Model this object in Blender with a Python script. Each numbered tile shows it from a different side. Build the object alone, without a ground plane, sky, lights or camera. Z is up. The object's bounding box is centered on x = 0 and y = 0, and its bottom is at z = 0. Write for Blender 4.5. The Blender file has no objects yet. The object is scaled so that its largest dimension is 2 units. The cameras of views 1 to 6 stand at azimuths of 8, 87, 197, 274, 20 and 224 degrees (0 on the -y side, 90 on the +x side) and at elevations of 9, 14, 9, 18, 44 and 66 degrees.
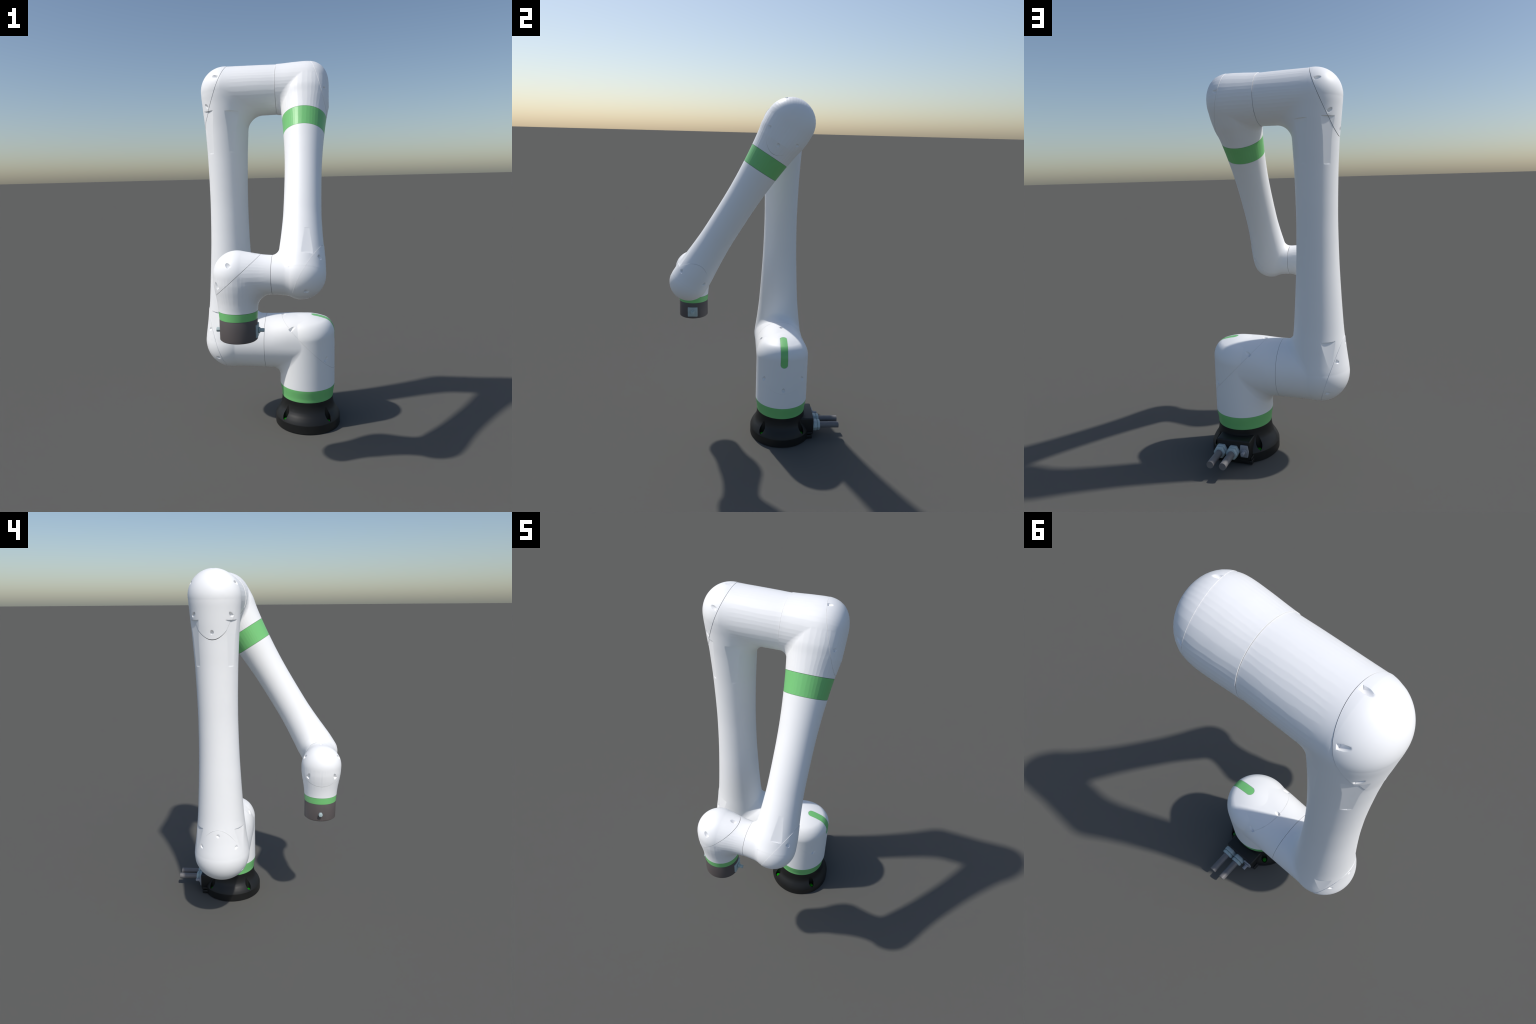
"""Six-axis white collaborative robot arm on a black bell-shaped base.

Every white housing is described as a signed distance field (flared tubes, spheres
at the knuckles, round fillets, drilled screw holes), meshed with surface nets and
then cut along its parting planes into body and covers.
"""
import bpy, bmesh, math
import numpy as np
from mathutils import Vector, Matrix

# ------------------------------------------------------------------ layout (metres)
AXIS_Y = 0.1555                       # y of joint axes 1, 2 and 3
BASE_X = 0.198                        # vertical joint 1 axis
J2_Z, J3_Z = 0.479, 1.8630            # shoulder and elbow axes (run along x)
ARM_X = -0.227                        # axis of the lower (vertical) arm
UP_X = 0.1975                         # axis of the upper (sloping) arm
UP_TILT = math.radians(31.69)
UP_LEN = 1.0535
WRIST = np.array((-0.0945, -0.3985, 0.9665))
SEAM2, SEAM3, SEAM5 = -0.031, 0.0505, 0.069      # x of the three visible joint seams
VOX = 0.0026
GAP = 0.0008                          # half width of a parting line
FINE = 0.00025                        # half width of a close-fitting parting line

# ------------------------------------------------------------------ materials
def principled(name, color, rough, **kw):
    m = bpy.data.materials.new(name)
    m.use_nodes = True
    b = m.node_tree.nodes["Principled BSDF"]
    b.inputs["Base Color"].default_value = (*color, 1)
    b.inputs["Roughness"].default_value = rough
    for k, v in kw.items():
        b.inputs[k.replace("_", " ")].default_value = v
    return m

def mottle(m, color, amount, scale):
    """faint uneven tone from a noise texture"""
    nt = m.node_tree; N = nt.nodes; L = nt.links
    b = N["Principled BSDF"]
    tc = N.new("ShaderNodeTexCoord")
    no = N.new("ShaderNodeTexNoise"); no.inputs["Scale"].default_value = scale
    no.inputs["Detail"].default_value = 3
    L.new(tc.outputs["Object"], no.inputs["Vector"])
    cr = N.new("ShaderNodeValToRGB")
    cr.color_ramp.elements[0].position = .3; cr.color_ramp.elements[1].position = .7
    cr.color_ramp.elements[0].color = (*[c * (1 - amount) for c in color], 1)
    cr.color_ramp.elements[1].color = (*[min(1, c * (1 + amount)) for c in color], 1)
    L.new(no.outputs["Fac"], cr.inputs["Fac"])
    L.new(cr.outputs["Color"], b.inputs["Base Color"])
    return m

WHITE = (0.97, 0.97, 0.97)
GREEN = (0.212, 0.630, 0.212)
mat_white = mottle(principled("white_plastic", WHITE, 0.5), WHITE, .006, 6)
mat_green = mottle(principled("green_plastic", GREEN, 0.4), GREEN, .02, 8)
BLACK = (0.008, 0.008, 0.008)
mat_black = mottle(principled("black_paint", BLACK, 0.5), BLACK, .1, 9)
DARK = (0.105, 0.09, 0.088)
mat_dark = mottle(principled("dark_anodised", DARK, 0.5), DARK, .03, 12)
TEAL = (0.42, 0.52, 0.53)
mat_gland = mottle(principled("pale_teal_plastic", TEAL, 0.5), TEAL, .06, 60)
GREY = (0.17, 0.165, 0.17)
mat_cable = mottle(principled("grey_rubber", GREY, 0.5), GREY, .05, 30)
mat_plug = principled("pale_grey_plastic", (0.30, 0.31, 0.34), 0.5)
mat_bolt = principled("bright_green_bolt", (0.0, 0.30, 0.0), 0.35)

# ------------------------------------------------------------------ distance field helpers
def profile(pts):
    """smooth radius curve through (position, radius) points -> f(t) giving (r, dr/dt)"""
    p = np.array(pts, float); x, y = p[:, 0], p[:, 1]
    h = np.diff(x); s = np.diff(y) / h
    m = np.empty_like(y); m[0], m[-1] = s[0], s[-1]
    for i in range(1, len(y) - 1):
        if s[i - 1] * s[i] <= 0:
            m[i] = 0
        else:
            w1, w2 = 2 * h[i] + h[i - 1], h[i] + 2 * h[i - 1]
            m[i] = (w1 + w2) / (w1 / s[i - 1] + w2 / s[i])
    tt = np.linspace(x[0], x[-1], 900)
    k = np.clip(np.searchsorted(x, tt, side="right") - 1, 0, len(h) - 1)
    u = (tt - x[k]) / h[k]
    rr = ((1 + 2 * u) * (1 - u) ** 2 * y[k] + u * (1 - u) ** 2 * h[k] * m[k]
          + u * u * (3 - 2 * u) * y[k + 1] + u * u * (u - 1) * h[k] * m[k + 1])
    dd = np.gradient(rr, tt)
    return lambda t: (np.interp(t, tt, rr), np.interp(t, tt, dd))

def turned(rho, t, prof):
    r, d = prof(t)
    return (rho - r) / np.sqrt(1 + d * d)

def facets(theta, along, sides, amount=1.0):
    """radius factor that breaks a round section into slightly uneven flat strips"""
    w = 2 * math.pi / sides
    th = theta + .05 * np.sin(3 * theta + 1) + .03 * np.sin(7 * theta + 2)
    th = th + .020 * np.abs((along * 9 + theta * 1.7) % 2 - 1) + .012 * np.abs((along * 31 + theta * 4.1) % 2 - 1)
    u = th % w - w / 2
    return 1 + amount * (math.cos(w / 2) / np.cos(u) - 1)

def fade(v, a, b):
    u = np.clip((v - a) / (b - a), 0, 1)
    return u * u * (3 - 2 * u)

def fillet_union(a, b, R):
    return np.maximum(np.minimum(a, b), R) - np.sqrt(np.maximum(R - a, 0) ** 2 + np.maximum(R - b, 0) ** 2)

def fold(R, n1, n2):
    """fillet radius that fades out where the two surfaces (normals n1, n2) run side by side"""
    l1 = np.sqrt(sum(c * c for c in n1)) + 1e-9; l2 = np.sqrt(sum(c * c for c in n2)) + 1e-9
    dot = sum(a * b for a, b in zip(n1, n2)) / (l1 * l2)
    return R * np.clip(1 - dot, 0, 1) + 1e-6

def round_intersection(a, b, R):
    return np.minimum(np.maximum(a, b), -R) + np.sqrt(np.maximum(R + a, 0) ** 2 + np.maximum(R + b, 0) ** 2)

def drill(d, P, holes, radius=0.0095, depth=0.009):
    """sink blind screw holes; holes = [(point on surface, outward drill direction)]"""
    for c, n in holes:
        n = np.array(n, float); n /= np.linalg.norm(n)
        q = [P[i] - c[i] for i in range(3)]
        ax = q[0] * n[0] + q[1] * n[1] + q[2] * n[2]
        rad = np.sqrt(np.maximum(q[0] ** 2 + q[1] ** 2 + q[2] ** 2 - ax * ax, 0)) - radius
        d = np.maximum(d, -np.maximum(rad, -depth - ax))
    return d

def seat(holes, skin):
    """slide every hole along its drill axis until its mouth lies on the skin"""
    out = []
    for c, n in holes:
        c = np.array(c, float); n = np.array(n, float) / np.linalg.norm(n)
        for _ in range(25):
            c = c - n * float(skin(tuple(np.array([v]) for v in c))[0]) * .8
        out.append((tuple(c), tuple(n)))
    return out

def chop(d, P, planes):
    """shave off the convex region that lies beyond all given planes (point, normal)"""
    reg = None
    for c, n in planes:
        n = np.array(n, float); n /= np.linalg.norm(n)
        h = sum((P[i] - c[i]) * n[i] for i in range(3))
        reg = -h if reg is None else np.maximum(reg, -h)
    return np.maximum(d, -reg)

# ------------------------------------------------------------------ surface nets mesher
def surface_net(f, lo, hi, vox):
    lo = np.array(lo, float); hi = np.array(hi, float)
    n = np.ceil((hi - lo) / vox).astype(int) + 1
    ax = [np.float32(lo[i]) + np.arange(n[i], dtype=np.float32) * np.float32(vox) for i in range(3)]
    D = np.empty(n, np.float32)
    step = max(1, int(2.5e6 / (n[1] * n[2])))
    for i in range(0, n[0], step):
        X, Y, Zz = np.meshgrid(ax[0][i:i + step], ax[1], ax[2], indexing="ij")
        D[i:i + step] = f((X, Y, Zz))
    S = D < 0
    cs = S[:-1, :-1, :-1].astype(np.int8)
    for a in (0, 1):
        for b in (0, 1):
            for c in (0, 1):
                if a + b + c:
                    cs = cs + S[a:n[0] - 1 + a, b:n[1] - 1 + b, c:n[2] - 1 + c]
    ci = np.argwhere((cs > 0) & (cs < 8))
    ids = np.full(n - 1, -1, np.int64)
    ids[ci[:, 0], ci[:, 1], ci[:, 2]] = np.arange(len(ci))
    # edge crossings with surface normals -> one least-squares vertex per cell,
    # which keeps rims and creases crisp
    m = len(ci)
    mass = np.zeros((m, 3)); cnt = np.zeros(m); ATA = np.zeros((m, 6)); ATb = np.zeros((m, 3))
    for axis in range(3):
        b, c = (axis + 1) % 3, (axis + 2) % 3
        sl0 = [slice(None)] * 3; sl1 = [slice(None)] * 3
        sl0[axis] = slice(0, -1); sl1[axis] = slice(1, None)
        k = np.argwhere(S[tuple(sl0)] != S[tuple(sl1)])
        k2 = k.copy(); k2[:, axis] += 1
        da = D[k[:, 0], k[:, 1], k[:, 2]].astype(float); db = D[k2[:, 0], k2[:, 1], k2[:, 2]].astype(float)
        t0 = np.zeros(len(k)); t1 = np.ones(len(k)); p = lo + k * vox; f0, f1 = da, db
        for _ in range(3):                                   # regula falsi on the edge
            t = np.clip(t0 + (t1 - t0) * f0 / (f0 - f1 + 1e-20 * (f0 == f1)), 0, 1)
            q = p.copy(); q[:, axis] += t * vox
            ft = f(tuple(q.T))
            same = (ft < 0) == (f0 < 0)
            t0 = np.where(same, t, t0); f0 = np.where(same, ft, f0)
            t1 = np.where(same, t1, t); f1 = np.where(same, f1, ft)
        P = tuple(q.T); e = 1e-5
        g = np.stack([f((P[0] + e, P[1], P[2])) - f((P[0] - e, P[1], P[2])),
                      f((P[0], P[1] + e, P[2])) - f((P[0], P[1] - e, P[2])),
                      f((P[0], P[1], P[2] + e)) - f((P[0], P[1], P[2] - e))], 1)
        g /= np.linalg.norm(g, axis=1, keepdims=True) + 1e-12
        rel = q - lo
        bb = (g * rel).sum(1)
        for ob in (-1, 0):
            for oc in (-1, 0):
                kk = k.copy(); kk[:, b] += ob; kk[:, c] += oc
                ok = (kk >= 0).all(1) & (kk < n - 1).all(1)
                i = ids[kk[ok, 0], kk[ok, 1], kk[ok, 2]]
                G = g[ok]; B = bb[ok]
                cnt += np.bincount(i, minlength=m)
                for x in range(3):
                    mass[:, x] += np.bincount(i, rel[ok, x], m)
                    ATb[:, x] += np.bincount(i, G[:, x] * B, m)
                for j, (x, y) in enumerate(((0, 0), (0, 1), (0, 2), (1, 1), (1, 2), (2, 2))):
                    ATA[:, j] += np.bincount(i, G[:, x] * G[:, y], m)
    mass /= np.maximum(cnt, 1)[:, None]
    M = ATA[:, [0, 1, 2, 1, 3, 4, 2, 4, 5]].reshape(-1, 3, 3)
    r = ATb - np.einsum("nij,nj->ni", M, mass)
    off = np.linalg.solve(M + np.eye(3) * .05, r[..., None])[..., 0]
    V = mass + np.clip(off, -vox, vox)
    V = lo + np.clip(V, (ci - .1) * vox, (ci + 1.1) * vox)
    quads = []
    for axis in range(3):
        b, c = (axis + 1) % 3, (axis + 2) % 3
        sl0 = [slice(None)] * 3; sl1 = [slice(None)] * 3
        sl0[axis] = slice(0, -1); sl1[axis] = slice(1, None)
        for s in (sl0, sl1):
            s[b] = slice(1, -1); s[c] = slice(1, -1)
        s0, s1 = S[tuple(sl0)], S[tuple(sl1)]
        for flip, mask in ((False, s0 & ~s1), (True, ~s0 & s1)):
            k = np.argwhere(mask)
            k[:, b] += 1; k[:, c] += 1
            q = []
            for db, dc in ((-1, -1), (0, -1), (0, 0), (-1, 0)):
                kk = k.copy(); kk[:, b] += db; kk[:, c] += dc
                q.append(ids[kk[:, 0], kk[:, 1], kk[:, 2]])
            q = np.stack(q, 1)
            quads.append(q[:, ::-1] if flip else q)
    return V, np.concatenate(quads)

def mesh_from(name, V, F):
    me = bpy.data.meshes.new(name)
    me.vertices.add(len(V)); me.vertices.foreach_set("co", np.ascontiguousarray(V, np.float32).ravel())
    me.loops.add(F.size); me.loops.foreach_set("vertex_index", np.ascontiguousarray(F, np.int32).ravel())
    me.polygons.add(len(F))
    me.polygons.foreach_set("loop_start", np.arange(0, F.size, 4, dtype=np.int32))
    me.update(calc_edges=True); me.validate()
    return me

# ------------------------------------------------------------------ objects
root = bpy.data.objects.new("robot_arm", None)
root.empty_display_size = .2
root["label"] = "white jointed robot arm with green rings on black base"
root["category"] = "robot arm"
bpy.context.collection.objects.link(root)

def add(name, me, mat, parent=root, sharp=None):
    me.name = name
    ob = bpy.data.objects.new(name, me)
    bpy.context.collection.objects.link(ob)
    if mat: me.materials.clear(); me.materials.append(mat)
    ob.parent = parent
    me.polygons.foreach_set("use_smooth", [True] * len(me.polygons))
    if sharp: me.set_sharp_from_angle(angle=math.radians(sharp))
    me.update()
    return ob

def keep_side(bm, co, no):
    """cut by a plane, keep the part on the normal side"""
    bmesh.ops.bisect_plane(bm, geom=bm.verts[:] + bm.edges[:] + bm.faces[:], dist=2e-5,
                           plane_co=co, plane_no=no, clear_inner=True)

def piece(src, cuts, name, mat, parent=root, proud=0.0, wall=0.006, sharp=38):
    """part of a housing: keep the side of every parting plane the normal points to,
    swell it by 'proud' and turn its borders inwards so that the joint reads as a gap"""
    bm = bmesh.new(); bm.from_mesh(src)
    for co, no, *g in cuts:
        no = Vector(no).normalized()
        keep_side(bm, Vector(co) + no * (g[0] if g else GAP), no)
    bm.normal_update()
    vn = [v.normal.copy() for v in bm.verts]
    if proud:
        for v, nn in zip(bm.verts, vn): v.co += nn * proud
    edges = [e for e in bm.edges if e.is_boundary]
    loops = [(e, e.link_loops[0].vert, e.link_loops[0].link_loop_next.vert) for e in edges]
    border = {v: v.normal.copy() for e in edges for v in e.verts}
    twin = {v: bm.verts.new(v.co - nn * wall) for v, nn in border.items()}
    for e, a, b in loops:
        bm.faces.new((b, a, twin[a], twin[b]))
        e.smooth = False
    me = bpy.data.meshes.new(name); bm.to_mesh(me); bm.free()
    return add(name, me, mat, parent, sharp)

def lathe(name, pts, mat, parent, center=(0, 0, 0), seg=128, sharp=35):
    """turned part: pts = [(radius, z)] from bottom to top"""
    bm = bmesh.new(); rings = []
    for r, zz in pts:
        if r < 1e-6: rings.append([bm.verts.new((center[0], center[1], center[2] + zz))])
        else: rings.append([bm.verts.new((center[0] + r * math.cos(2 * math.pi * i / seg),
                                          center[1] + r * math.sin(2 * math.pi * i / seg), center[2] + zz)) for i in range(seg)])
    for A, B in zip(rings, rings[1:]):
        for i in range(seg):
            j = (i + 1) % seg
            if len(A) == 1: bm.faces.new((A[0], B[j], B[i]))
            elif len(B) == 1: bm.faces.new((A[i], A[j], B[0]))
            else: bm.faces.new((A[i], A[j], B[j], B[i]))
    me = bpy.data.meshes.new(name); bm.to_mesh(me); bm.free()
    return add(name, me, mat, parent, sharp)

def curve_points(pts, n=24):
    """densify (radius, z) points ordered by z with the smooth profile curve"""
    f = profile([(z, r) for r, z in pts])
    zs = np.linspace(pts[0][1], pts[-1][1], n)
    return [(float(f(z)[0]), float(z)) for z in zs]

def bevelled(bm, width, seg=3, angle=30):
    ed = [e for e in bm.edges if len(e.link_faces) == 2 and e.calc_face_angle() > math.radians(angle)]
    bmesh.ops.bevel(bm, geom=ed, offset=width, segments=seg, profile=.5, affect="EDGES")

def prism(name, outline, y0, y1, mat, parent, bevel=.004, plane="xz", seg=3):
    """extrude an outline (in xz along y, or in yz along x) with rounded edges"""
    bm = bmesh.new()
    put = (lambda a, b, c: (a, c, b)) if plane == "xz" else (lambda a, b, c: (c, a, b))
    A = [bm.verts.new(put(a, b, y0)) for a, b in outline]
    B = [bm.verts.new(put(a, b, y1)) for a, b in outline]
    n = len(A)
    bm.faces.new(A); bm.faces.new(B[::-1])
    for i in range(n): bm.faces.new((A[i], B[i], B[(i + 1) % n], A[(i + 1) % n]))
    bmesh.ops.recalc_face_normals(bm, faces=bm.faces[:])
    if bevel: bevelled(bm, bevel, seg)
    me = bpy.data.meshes.new(name); bm.to_mesh(me); bm.free()
    return add(name, me, mat, parent, 35)

# ================================================================== base
BC = (BASE_X, AXIS_Y, 0)
def base_sdf(P):
    rho = np.hypot(P[0] - BASE_X, P[1] - AXIS_Y)
    bell = profile([(-.03, .21), (.030, .1905), (.049, .1842), (.0626, .1785), (.079, .1690), (.094, .1590),
                    (.107, .1525), (.125, .1478), (.145, .1455), (.19, .1450)])
    d = np.maximum(np.maximum(turned(rho, P[2], bell), rho - .1848), np.maximum(-P[2] + .0005, P[2] - .17))
    for sx in (-1, 1):
        for sy in (-1, 1):
            cx, cy = BASE_X + sx * .1160, AXIS_Y + sy * .1160
            pocket = np.maximum(np.hypot(P[0] - cx, P[1] - cy) - .0170, .043 - P[2])
            d = np.maximum(d, -pocket)
    return d
V, F = surface_net(base_sdf, (BASE_X - .195, AXIS_Y - .195, -.006), (BASE_X + .195, AXIS_Y + .195, .1745), .0022)
base = add("base", mesh_from("base", V, F), mat_black, root, 40)
bolt_src = None
for sx in (-1, 1):
    for sy in (-1, 1):
        if bolt_src is None:
            bolt_src = lathe("bolt", [(.0115, 0), (.0115, .014), (.0105, .0165), (0.0, .0168)], mat_bolt, base, seg=24)
            ob = bolt_src
        else:
            ob = bolt_src.copy(); bpy.context.collection.objects.link(ob)
        ob.location = (BASE_X + sx * .1160, AXIS_Y + sy * .1160, .040)
lathe("base_ring", [(.130, .1645), (.1452, .1645)] +
      curve_points([(.1455, .1652), (.1460, .178), (.1492, .200), (.1535, .2250), (.1545, .2340)], 14) + [(.1545, .2352), (.13, .2352)],
      mat_green, root, BC)

# connector box on the back of the base
BX = .1965
box = prism("connector_box", [(BX - .0915, .027), (BX + .0915, .027), (BX + .0915, .1325), (BX - .0915, .1325)],
            .235, .353, mat_black, root, .007)
prism("box_foot", [(BX - .083, .003), (BX + .083, .003), (BX + .083, .0265), (BX - .083, .0265)], .25, .342, mat_black, box, .003)
for s in (-1, 1):
    prism("side_rail", [(BX + s * .0915, .030), (BX + s * .0990, .030), (BX + s * .0990, .043), (BX + s * .0915, .043)], .255, .347, mat_black, box, .002)
    prism("side_tab", [(BX + s * .082, .0025), (BX + s * .0995, .0025), (BX + s * .0995, .024), (BX + s * .082, .024)], .27, .345, mat_black, box, .003)

def gland(cx, cz):
    hexo = [(cx + .0352 * math.cos(math.radians(60 * i)), cz + .0352 * math.sin(math.radians(60 * i))) for i in range(6)]
    g = prism("cable_gland", hexo, .3525, .376, mat_gland, box, .004)
    hex2 = [(cx + .0335 * math.cos(math.radians(60 * i)), cz + .0335 * math.sin(math.radians(60 * i))) for i in range(6)]
    prism("gland_nut", hex2, .3765, .395, mat_gland, g, .006)
    n = 40
    prism("cable", [(cx + .0185 * math.cos(2 * math.pi * i / n), cz + .0185 * math.sin(2 * math.pi * i / n)) for i in range(n)],
          .36, .5100, mat_cable, g, 0)
gland(.259, .0755); gland(.1915, .0755)
plate = prism("socket_plate", [(.1545, .1135), (.1140, .1135), (.1085, .081), (.1140, .0475), (.1545, .0475), (.1585, .081)],
              .3525, .3620, mat_plug, box, .0045)
n = 28
prism("socket_collar", [(.1325 + .016 * math.cos(2 * math.pi * i / n), .0805 + .016 * math.sin(2 * math.pi * i / n)) for i in range(n)],
      .3625, .369, mat_plug, plate, .003)
prism("socket_pin", [(.1325 + .0095 * math.cos(2 * math.pi * i / n), .0805 + .0095 * math.sin(2 * math.pi * i / n)) for i in range(n)],
      .366, .3925, mat_plug, plate, .0015)

# ================================================================== shoulder housing
def plane_from(p, q):
    """parting plane containing the y direction through two (x, z) points: unit normal in xz"""
    t = np.array(q, float) - np.array(p, float); t /= np.linalg.norm(t)
    return np.array((-t[1], 0, t[0]))

SH_P, SH_Q = (.056, .634), (.352, .332)
sh_n = plane_from(SH_P, SH_Q); sh_n *= np.sign(sh_n[0])            # towards the outer corner
sh_holes = [((.129, AXIS_Y + s * .128, .591), sh_n) for s in (-1, 1)] + [((.069, AXIS_Y, .634), sh_n)] + \
           [((.302, AXIS_Y + s * .113, .406), sh_n) for s in (-1, 1)] + [((.352, AXIS_Y, .3546), sh_n)]
STRIP_W = .0203
def strip_region(P, grow=0.0):
    w = STRIP_W + grow
    y = P[1] - AXIS_Y
    a = np.hypot(np.maximum(.2243 + STRIP_W - P[0], 0), y) - w
    b = np.hypot(np.maximum(.4955 + STRIP_W - P[2], 0), y) - w
    return np.maximum(np.maximum(a, b), .2 - P[0])

def shoulder_skin(P):
    x, y, zz = P[0], P[1] - AXIS_Y, P[2]
    dx = x - BASE_X
    rho = np.hypot(dx, y)
    # upright column whose roof falls away towards the outer end
    k = np.where(dx > 0, 1.75, 1.2)
    roof = (zz - (.6350 - k * dx * dx - y * y / .40)) / np.sqrt(1 + (2 * k * dx) ** 2 + (y / .20) ** 2)
    col = round_intersection(rho - .1545, roof, .045)
    # horizontal joint tube: round at the seam, squarer on top where it meets the column
    p = 2 + .55 * fade(x, -.02, .14)
    zr = zz - J2_Z
    ay, az = np.abs(y) + 1e-6, np.maximum(zr, 0) + 1e-6
    up = (ay ** p + az ** p) ** (1 / p)
    tube = np.maximum(np.where(zr > 0, up, np.hypot(y, zr)) - .1525, dx)
    upward = np.where(roof > rho - .1545, 1.0, 0.0)
    n1 = (dx * (1 - upward), y * (1 - upward), upward)
    return fillet_union(col, tube, fold(.05, n1, (0 * x, y, zr)) * fade(-zr, -.09, .02) + 1e-6)
sh_holes = seat(sh_holes, shoulder_skin)
def shoulder_sdf(P):
    d = shoulder_skin(P)
    d = drill(d, P, sh_holes, .0098, .013)
    d = np.maximum(d, -np.maximum(strip_region(P, .0016), -.003 - d))
    d = np.maximum(d, np.maximum(-.055 - P[0], .222 - P[2]))
    return d
V, F = surface_net(shoulder_sdf, (-.065, AXIS_Y - .165, .21), (.365, AXIS_Y + .165, .65), .0024)
src = mesh_from("shoulder_src", V, F)
base_cuts = [((0, 0, .2352), (0, 0, 1)), ((SEAM2, 0, 0), (1, 0, 0))]
mid = Vector((SH_P[0], 0, SH_P[1]))
shoulder = piece(src, base_cuts + [(mid, tuple(-sh_n), FINE)], "shoulder", mat_white)
sh_cover = piece(src, base_cuts + [(mid, tuple(sh_n), FINE)], "shoulder_cover", mat_white, shoulder, .0003)
def strip_sdf(P):
    d = shoulder_skin(P)
    return np.maximum(np.maximum(d + .0002, -d - .006), strip_region(P))
V, F = surface_net(strip_sdf, (.2, AXIS_Y - .03, .48), (.362, AXIS_Y + .03, .65), .0014)
add("indicator_strip", mesh_from("strip", V, F), mat_green, shoulder, 40)

# ================================================================== lower arm
low_prof = profile([(J2_Z, .1555), (.51, .1530), (.55, .1475), (.60, .1405), (.65, .1345), (.70, .1290), (.78, .1230), (.86, .1180),
                    (.95, .1130), (1.05, .1083), (1.15, .1055), (1.27, .1038), (1.37, .1048), (1.45, .1066),
                    (1.53, .1090), (1.60, .1125), (1.67, .1165), (1.75, .1245), (1.80, .1292), (1.84, .1328), (J3_Z, .1337)])
EL_P, EL_Q = (-.2105, 1.9925), (-.344, 1.665)
el_n = plane_from(EL_P, EL_Q); el_n *= -np.sign(el_n[0])
LO_P, LO_Q = (-.2450, .330), (-.361, .675)
lo_n = plane_from(LO_P, LO_Q); lo_n *= -np.sign(lo_n[0])
el_holes = [((-.2625, AXIS_Y + s * .109, 1.9265), el_n) for s in (-1, 1)] + \
           [((-.318, AXIS_Y + s * .0895, 1.783), el_n) for s in (-1, 1)] + [((-.345, AXIS_Y, 1.7005), el_n), ((-.234, AXIS_Y, 1.9945), el_n)]
lo_holes = [((-.3665, AXIS_Y, .6387), lo_n)] + [((-.340, AXIS_Y + s * .094, .5645), lo_n) for s in (-1, 1)] + \
           [((-.292, AXIS_Y + s * .1225, .408), lo_n) for s in (-1, 1)] + [((-.262, AXIS_Y, .327), lo_n)]
el_tube = profile([(-.24, .1306), (-.2, .1302), (-.03, .1289), (.06, .1273), (.1, .127)])
# flats: angle from +-y towards +x, plane distance at two heights, bounding side plane, top, bottom
LOW_FLATS = [(-41, .1084, 1.54, .1184, 1.755, (-21, -1), 1.757, 1.535),
             (23, .1094, 1.545, .1176, 1.755, (2, 1), 1.752, 1.54),
             (-33, .1506, .53, .1276, .665, (-16, -1), .668, .528)]
def low_skin(P):
    x, y, zz = P[0] - ARM_X, P[1] - AXIS_Y, P[2]
    rho = np.hypot(x, y * (1 + .024 * fade(zz, 1.66, 1.83)))     # elbow end slightly narrower in y
    arm = turned(rho, zz, low_prof) - .0007 * fade(zz, .55, .70) * fade(-zz, -1.80, -1.62)
    arm = np.maximum(arm, np.maximum(J2_Z - zz, zz - J3_Z))
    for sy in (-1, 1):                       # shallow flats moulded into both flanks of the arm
        for ang, r0, z0, r1, z1, side, top, bot in LOW_FLATS:
            a = math.radians(ang); nx, ny = math.sin(a), sy * math.cos(a)
            k = (r1 - r0) / (z1 - z0)
            planes = [((ARM_X + nx * r0, AXIS_Y + ny * r0, z0), (nx, ny, -k)),
                      ((0, 0, top), (0, 0, -1)), ((0, 0, bot), (0, 0, 1))]
            if side is not None:
                b = math.radians(side[0]); planes.append(((ARM_X, AXIS_Y, 0), (side[1] * math.cos(b), -side[1] * sy * math.sin(b), 0)))
            arm = chop(arm, P, planes)
    s2 = np.sqrt(rho ** 2 + (zz - J2_Z) ** 2) - .1555
    s3 = np.sqrt((x * .975) ** 2 + y ** 2 + (zz - J3_Z) ** 2) - .1306
    arm = np.minimum(arm, np.minimum(s2, s3))
    t2 = np.maximum(np.hypot(y, zz - J2_Z) - .1525, -x - .01)
    ry = np.hypot(y, zz - J3_Z) / facets(np.arctan2(y, zz - J3_Z), P[0], 46, fade(x, .02, .06))
    t3 = np.maximum(turned(ry, P[0], el_tube), -x - .01)
    n1 = (x, y, np.minimum(zz - J2_Z, 0) + np.maximum(zz - J3_Z, 0))
    d = fillet_union(arm, t2, fold(.042, n1, (0 * x, y, zz - J2_Z)))
    d = fillet_union(d, t3, fold(.075, n1, (0 * x, y, zz - J3_Z)))
    return np.maximum(d, P[0] - np.where(zz > 1.2, .075, -.005))
el_holes, lo_holes = seat(el_holes, low_skin), seat(lo_holes, low_skin)
def low_sdf(P): return drill(drill(low_skin(P), P, lo_holes), P, el_holes, .0098, .015)
V, F = surface_net(low_sdf, (-.392, AXIS_Y - .165, .315), (.08, AXIS_Y + .165, 2.005), VOX)
src = mesh_from("low_src", V, F)
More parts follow.
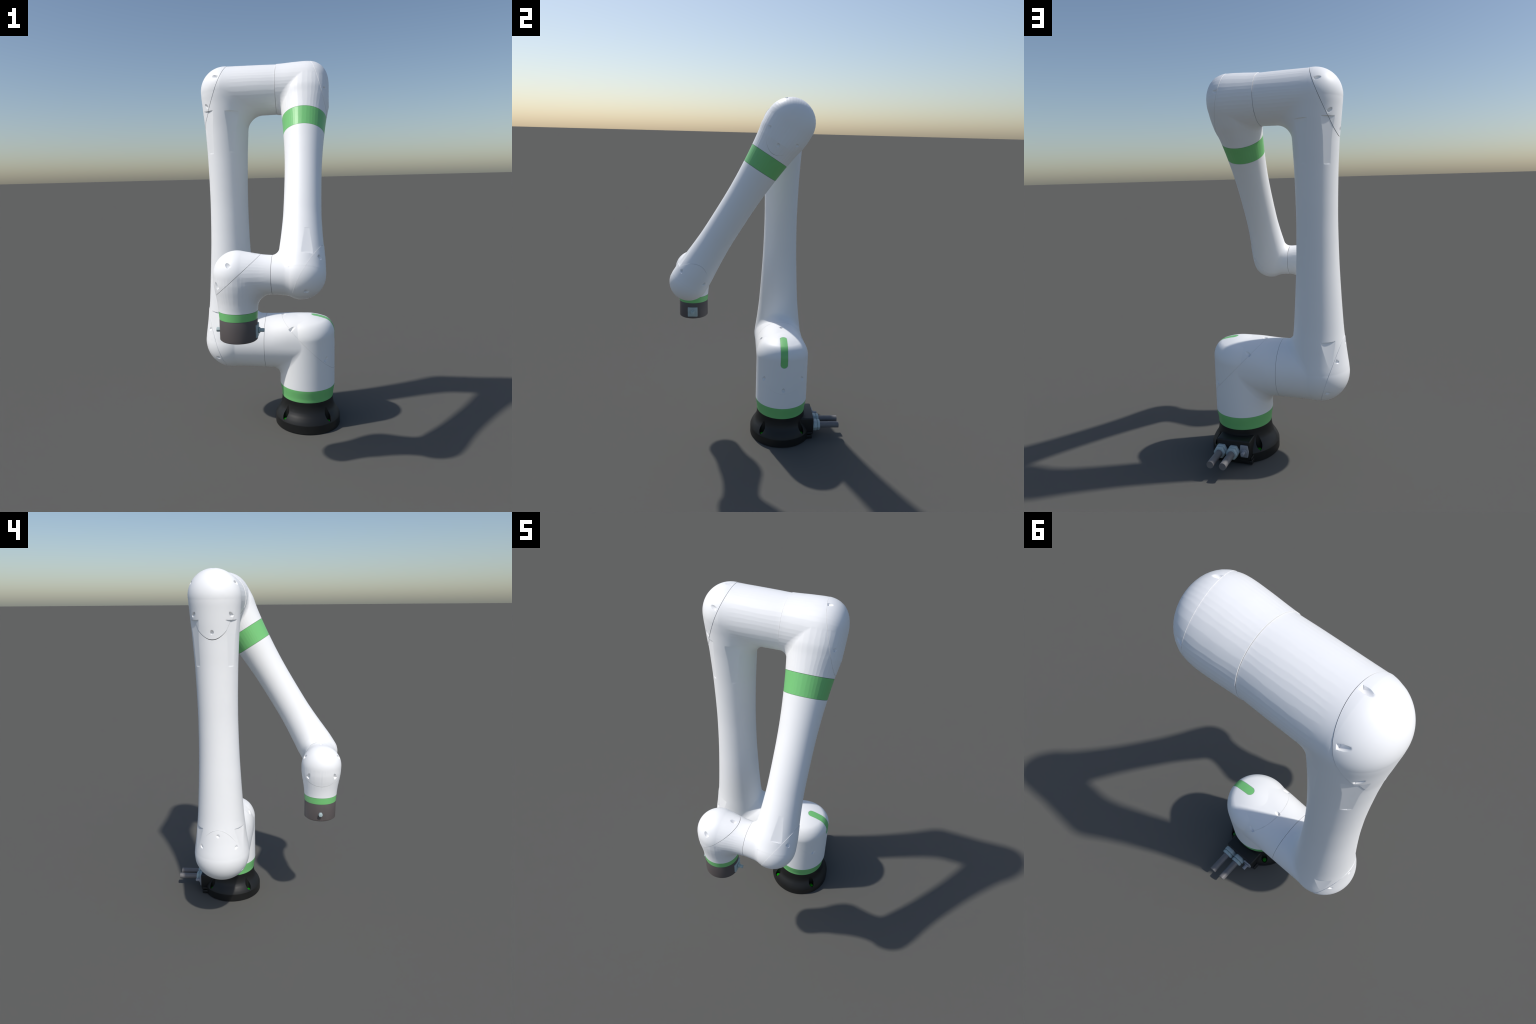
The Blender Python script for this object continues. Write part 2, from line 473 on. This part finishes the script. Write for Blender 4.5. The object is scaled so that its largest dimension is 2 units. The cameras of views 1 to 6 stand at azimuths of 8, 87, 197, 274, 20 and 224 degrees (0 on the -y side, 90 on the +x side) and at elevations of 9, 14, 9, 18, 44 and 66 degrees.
# the two seams lie at different x: cut each end separately
def two_seam(src):
    bm = bmesh.new(); bm.from_mesh(src)
    keep_side(bm, Vector((SEAM3 - GAP, 0, 0)), Vector((-1, 0, 0)))
    up = [f for f in bm.faces if f.calc_center_median().z < 1.0]
    vs = {v for f in up for v in f.verts}; es = {e for f in up for e in f.edges}
    bmesh.ops.bisect_plane(bm, geom=list(vs) + list(es) + up, dist=2e-5,
                           plane_co=(SEAM2 - GAP, 0, 0), plane_no=(-1, 0, 0), clear_inner=True)
    me = bpy.data.meshes.new("low_cut"); bm.to_mesh(me); bm.free(); return me
src = two_seam(src)
el_c, lo_c = (EL_P[0], 0, EL_P[1]), (LO_P[0], 0, LO_P[1])
far = [((0, 0, 1.2), (0, 0, 1))]; near = [((0, 0, 1.2), (0, 0, -1))]
def cover(src, co, no, side, name, parent, proud, gap):
    bm = bmesh.new(); bm.from_mesh(src)
    bmesh.ops.bisect_plane(bm, geom=bm.verts[:] + bm.edges[:] + bm.faces[:], dist=2e-5,
                           plane_co=(0, 0, 1.2), plane_no=(0, 0, side), clear_inner=True)
    me = bpy.data.meshes.new("half"); bm.to_mesh(me); bm.free()
    return piece(me, [(co, no, gap)], name, mat_white, parent, proud)
def arm_body(src):
    """remove both covers; each plane may only cut its own half of the arm"""
    bm = bmesh.new(); bm.from_mesh(src)
    for co, no, side, gap in ((el_c, -el_n, 1, GAP), (lo_c, -lo_n, -1, FINE)):
        fs = [f for f in bm.faces if (f.calc_center_median().z - 1.2) * side > 0]
        vs = {v for f in fs for v in f.verts}; es = {e for f in fs for e in f.edges}
        no = Vector(no)
        bmesh.ops.bisect_plane(bm, geom=list(vs) + list(es) + fs, dist=2e-5, plane_co=Vector(co) + no * gap,
                               plane_no=no, clear_inner=True)
    me = bpy.data.meshes.new("body"); bm.to_mesh(me); bm.free()
    return piece(me, [], "lower_arm", mat_white)
lower = arm_body(src)
cover(src, el_c, tuple(el_n), 1, "elbow_cover", lower, .0012, GAP)
cover(src, lo_c, tuple(lo_n), -1, "shoulder_end_cover", lower, .0016, FINE)

# ================================================================== upper arm (local frame: x, w, t)
T = np.array((0, -math.sin(UP_TILT), -math.cos(UP_TILT)))
W = np.array((0, math.cos(UP_TILT), -math.sin(UP_TILT)))
UP0 = np.array((UP_X, AXIS_Y, J3_Z))
def up_world(V): return UP0 + np.outer(V[:, 0], (1, 0, 0)) + np.outer(V[:, 1], W) + np.outer(V[:, 2], T)
def up_dir(n): return tuple(n[0] * np.array((1, 0, 0)) + n[1] * W + n[2] * T)
def up_pt(p): return tuple(UP0 + p[0] * np.array((1, 0, 0)) + p[1] * W + p[2] * T)
up_prof = profile([(0, .1367), (.03, .1365), (.07, .1347), (.1225, .1247), (.2025, .1125), (.30, .1020), (.39, .0948), (.483, .0903), (.56, .0888),
                   (.64, .0885), (.75, .0895), (.82, .0930), (.884, .0978), (.94, .1030), (1.0, .1080), (UP_LEN, .1095)])
head_tube = profile([(-.2, .1290), (-.1475, .1297), (-.0487, .1350), (0, .1367), (.2, .1367)])
wr_tube = profile([(-.16, .0885), (-.1285, .0892), (-.08, .0920), (-.0367, .0985), (0, .1052), (.02, .106)])
HD_P, HD_Q = (.0195, -.135), (.1130, .180)       # (x, t) on the head parting plane
W1_P, W1_Q = (-.0335, 1.1525), (.1015, .915)     # (x, t) on the wrist-end parting plane
hd_n = plane_from(HD_P, HD_Q); hd_n *= np.sign(hd_n[0])
w1_n = plane_from(W1_P, W1_Q); w1_n *= np.sign(w1_n[0])
hd_holes = [((.0475, s * .092, -.100), hd_n) for s in (-1, 1)] + [((.0985, s * .087, .082), hd_n) for s in (-1, 1)] + \
           [((.1180, 0, .134), hd_n)]
w1_holes = [((.0797, s * .0716, .9975), w1_n) for s in (-1, 1)] + [((.0095, s * .048, 1.131 + .008), w1_n) for s in (-1, 1)]
UP_FLATS = [(16, .0966, .868, .1046, .985, .99, .864)]
def up_skin(P):
    x, w, t = P
    s = np.where((x > 0) & (t < .3), np.maximum(up_prof(t)[0] / .1250, 1.0), 1.0)   # flattened outer face of the head
    p = np.where(x > 0, 2.5 - .5 * fade(t, .02, .2), 2.0)
    rho = ((np.abs(x) * s + 1e-6) ** p + (np.abs(w) + 1e-6) ** p) ** (1 / p)
    rf = rho / facets(np.arctan2(w, x), t, 44, fade(-t, -.302, -.298))
    arm = np.maximum(turned(rf, t, up_prof) - .0008 * fade(t, .12, .22), np.maximum(-t, t - UP_LEN))
    rho = np.hypot(x, w)
    for ang, r0, t0, r1, t1, top, bot in UP_FLATS:          # shallow flats near the wrist end
        a = math.radians(ang); nx, nw = math.sin(a), -math.cos(a)
        arm = chop(arm, P, [((nx * r0, nw * r0, t0), (nx, nw, -(r1 - r0) / (t1 - t0))), ((0, 0, top), (0, 0, -1)), ((0, 0, bot), (0, 0, 1))])
    ball = np.sqrt(rho ** 2 + (t - UP_LEN) ** 2) - .1097
    arm = np.minimum(arm, ball)
    rh = np.hypot(w, t) / facets(np.arctan2(w, t), x, 46)
    tube = turned(rh, x, head_tube)
    cap = ((rh / .1367) ** 2.5 + (np.maximum(x, 0) / .1250) ** 2.5) ** .4 * .1367 - .1367
    h = np.where(x > 0, cap, tube)
    n1 = (x, w, np.minimum(t, 0) + np.maximum(t - UP_LEN, 0))
    d = fillet_union(arm, h, fold(.027, n1, (0 * x, w, t)) * fade(-x, -.05, .02) + 1e-6)
    wt = np.maximum(turned(np.hypot(w, t - UP_LEN), x, wr_tube), x - .005)
    d = fillet_union(d, wt, fold(.032, n1, (0 * x, w, t - UP_LEN)))
    return np.maximum(d, -x - .17)
w1_holes, hd_holes = seat(w1_holes, up_skin), seat(hd_holes, up_skin)
def up_sdf(P): return drill(drill(up_skin(P), P, w1_holes), P, hd_holes, .0092, .006)
V, F = surface_net(up_sdf, (-.18, -.15, -.15), (.135, .15, 1.175), VOX)
src = mesh_from("up_src", up_world(V), F[:, ::-1])   # the (x, w, t) frame is left-handed
bm = bmesh.new(); bm.from_mesh(src)
fs = [f for f in bm.faces if (np.dot(np.array(f.calc_center_median()) - UP0, T)) < .5]
def sub_bisect(bm, fs, co, no):
    vs = {v for f in fs for v in f.verts}; es = {e for f in fs for e in f.edges}
    bmesh.ops.bisect_plane(bm, geom=list(vs) + list(es) + list(fs), dist=2e-5, plane_co=co, plane_no=no, clear_inner=True)
sub_bisect(bm, fs, Vector((SEAM3 + GAP, 0, 0)), Vector((1, 0, 0)))
fs = [f for f in bm.faces if (np.dot(np.array(f.calc_center_median()) - UP0, T)) > .5]
sub_bisect(bm, fs, Vector((SEAM5 + GAP, 0, 0)), Vector((1, 0, 0)))
bm.to_mesh(src); bm.free()
tn = tuple(T); tm = tuple(-T)
BAND0, BAND1 = .2025, .3010
p0, p1 = up_pt((0, 0, BAND0)), up_pt((0, 0, BAND1))
hd_c, w1_c = up_pt((HD_P[0], 0, HD_P[1])), up_pt((W1_P[0], 0, W1_P[1]))
upper = piece(src, [(p1, tn), (w1_c, up_dir(-w1_n), FINE)], "upper_arm", mat_white)
head = piece(src, [(p0, tm), (hd_c, up_dir(-hd_n), FINE)], "elbow_housing", mat_white, upper)
piece(src, [(p0, tm), (hd_c, up_dir(hd_n), FINE)], "elbow_end_cover", mat_white, upper, .0010)
piece(src, [(p1, tn), (w1_c, up_dir(w1_n), FINE)], "wrist_end_cover", mat_white, upper, .0012)
piece(src, [(p0, tn), (p1, tm)], "arm_ring", mat_green, upper)

# ================================================================== wrist
wv = profile([(-.22, .0912), (-.166, .0917), (-.13, .0950), (-.093, .1010), (-.06, .1068), (-.03, .1100), (0, .1106)])
wt_prof = profile([(0, .1090), (.05, .1030), (.0945, .0955), (.118, .0922), (.1635, .0890), (.2, .0885)])
WS_P, WS_Q = (.0135, 1.0590), (-.1955, .8720)
ws_n = plane_from(WS_P, WS_Q); ws_n *= -np.sign(ws_n[0])
ws_holes = [((-.107, WRIST[1] + s * .0915, 1.0085), ws_n) for s in (-1, 1)] + \
           [((-.178, WRIST[1] + s * .073, .929), ws_n) for s in (-1, 1)] + [((-.009, WRIST[1], 1.059), ws_n)]
def wrist_skin(P):
    x, y, zz = P[0] - WRIST[0], P[1] - WRIST[1], P[2] - WRIST[2]
    rho = np.hypot(x, y)
    wob = .9 * fade(zz, -.16, -.11)
    col = np.maximum(turned(rho / facets(np.arctan2(y, x), zz, 40, wob), zz, wv), zz)
    ball = np.sqrt(rho ** 2 + zz ** 2) - .1103
    col = np.minimum(col, ball)
    tube = np.maximum(turned(np.hypot(y, zz) / facets(np.arctan2(y, zz), x, 42, fade(-x, -.15, -.12)), x, wt_prof), -x)
    d = fillet_union(col, tube, fold(.052, (x, y, np.maximum(zz, 0)), (0 * x, y, zz)))
    return np.maximum(d, np.maximum(-.18 - zz, x - .18))
ws_holes = seat(ws_holes, wrist_skin)
def wrist_sdf(P): return drill(wrist_skin(P), P, ws_holes, .0100, .013)
V, F = surface_net(wrist_sdf, (-.215, WRIST[1] - .12, .78), (.09, WRIST[1] + .12, 1.085), .0024)
src = mesh_from("wrist_src", V, F)
w_cuts = [((SEAM5, 0, 0), (-1, 0, 0)), ((0, 0, .8005), (0, 0, 1))]
ws_c = (WS_P[0], 0, WS_P[1])
wrist = piece(src, w_cuts + [(ws_c, tuple(-ws_n))], "wrist", mat_white)
piece(src, w_cuts + [(ws_c, tuple(ws_n))], "wrist_cover", mat_white, wrist, .0003)
EC = (WRIST[0], WRIST[1], 0)
lathe("wrist_ring", [(.08, .7636), (.0890, .7636), (.0905, .785), (.0914, .7998), (.08, .7998)], mat_green, wrist, EC)

# ================================================================== tool flange
flange = lathe("tool_flange", [(0, .6535), (.055, .6535), (.0575, .6550), (.0580, .6605), (.0585, .6610), (.0835, .6610), (.0885, .6655),
                               (.0888, .7610), (.0878, .7630), (.080, .7630)], mat_dark, root, EC)
fx = WRIST[0] + .0885
prism("socket_plate", [(WRIST[1] - .030, .6755), (WRIST[1] + .030, .6755), (WRIST[1] + .030, .7355), (WRIST[1] - .030, .7355)],
      fx - .012, fx + .0035, mat_gland, flange, .003, "yz")
n = 28
prism("socket_collar", [(WRIST[1] + .0145 * math.cos(2 * math.pi * i / n), .7055 + .0145 * math.sin(2 * math.pi * i / n)) for i in range(n)],
      fx + .0036, fx + .012, mat_gland, flange, .0035, "yz")
prism("socket_pin", [(WRIST[1] + .0090 * math.cos(2 * math.pi * i / n), .7055 + .0090 * math.sin(2 * math.pi * i / n)) for i in range(n)],
      fx + .010, .0255, mat_gland, flange, .001, "yz")
prism("hex_knob", [(WRIST[1] + .0120 * math.cos(math.pi * i / 3), .7055 + .0120 * math.sin(math.pi * i / 3)) for i in range(6)],
      -.2000, -.178, mat_gland, flange, .002, "yz")

for me in [m for m in bpy.data.meshes if m.users == 0]:
    bpy.data.meshes.remove(me)
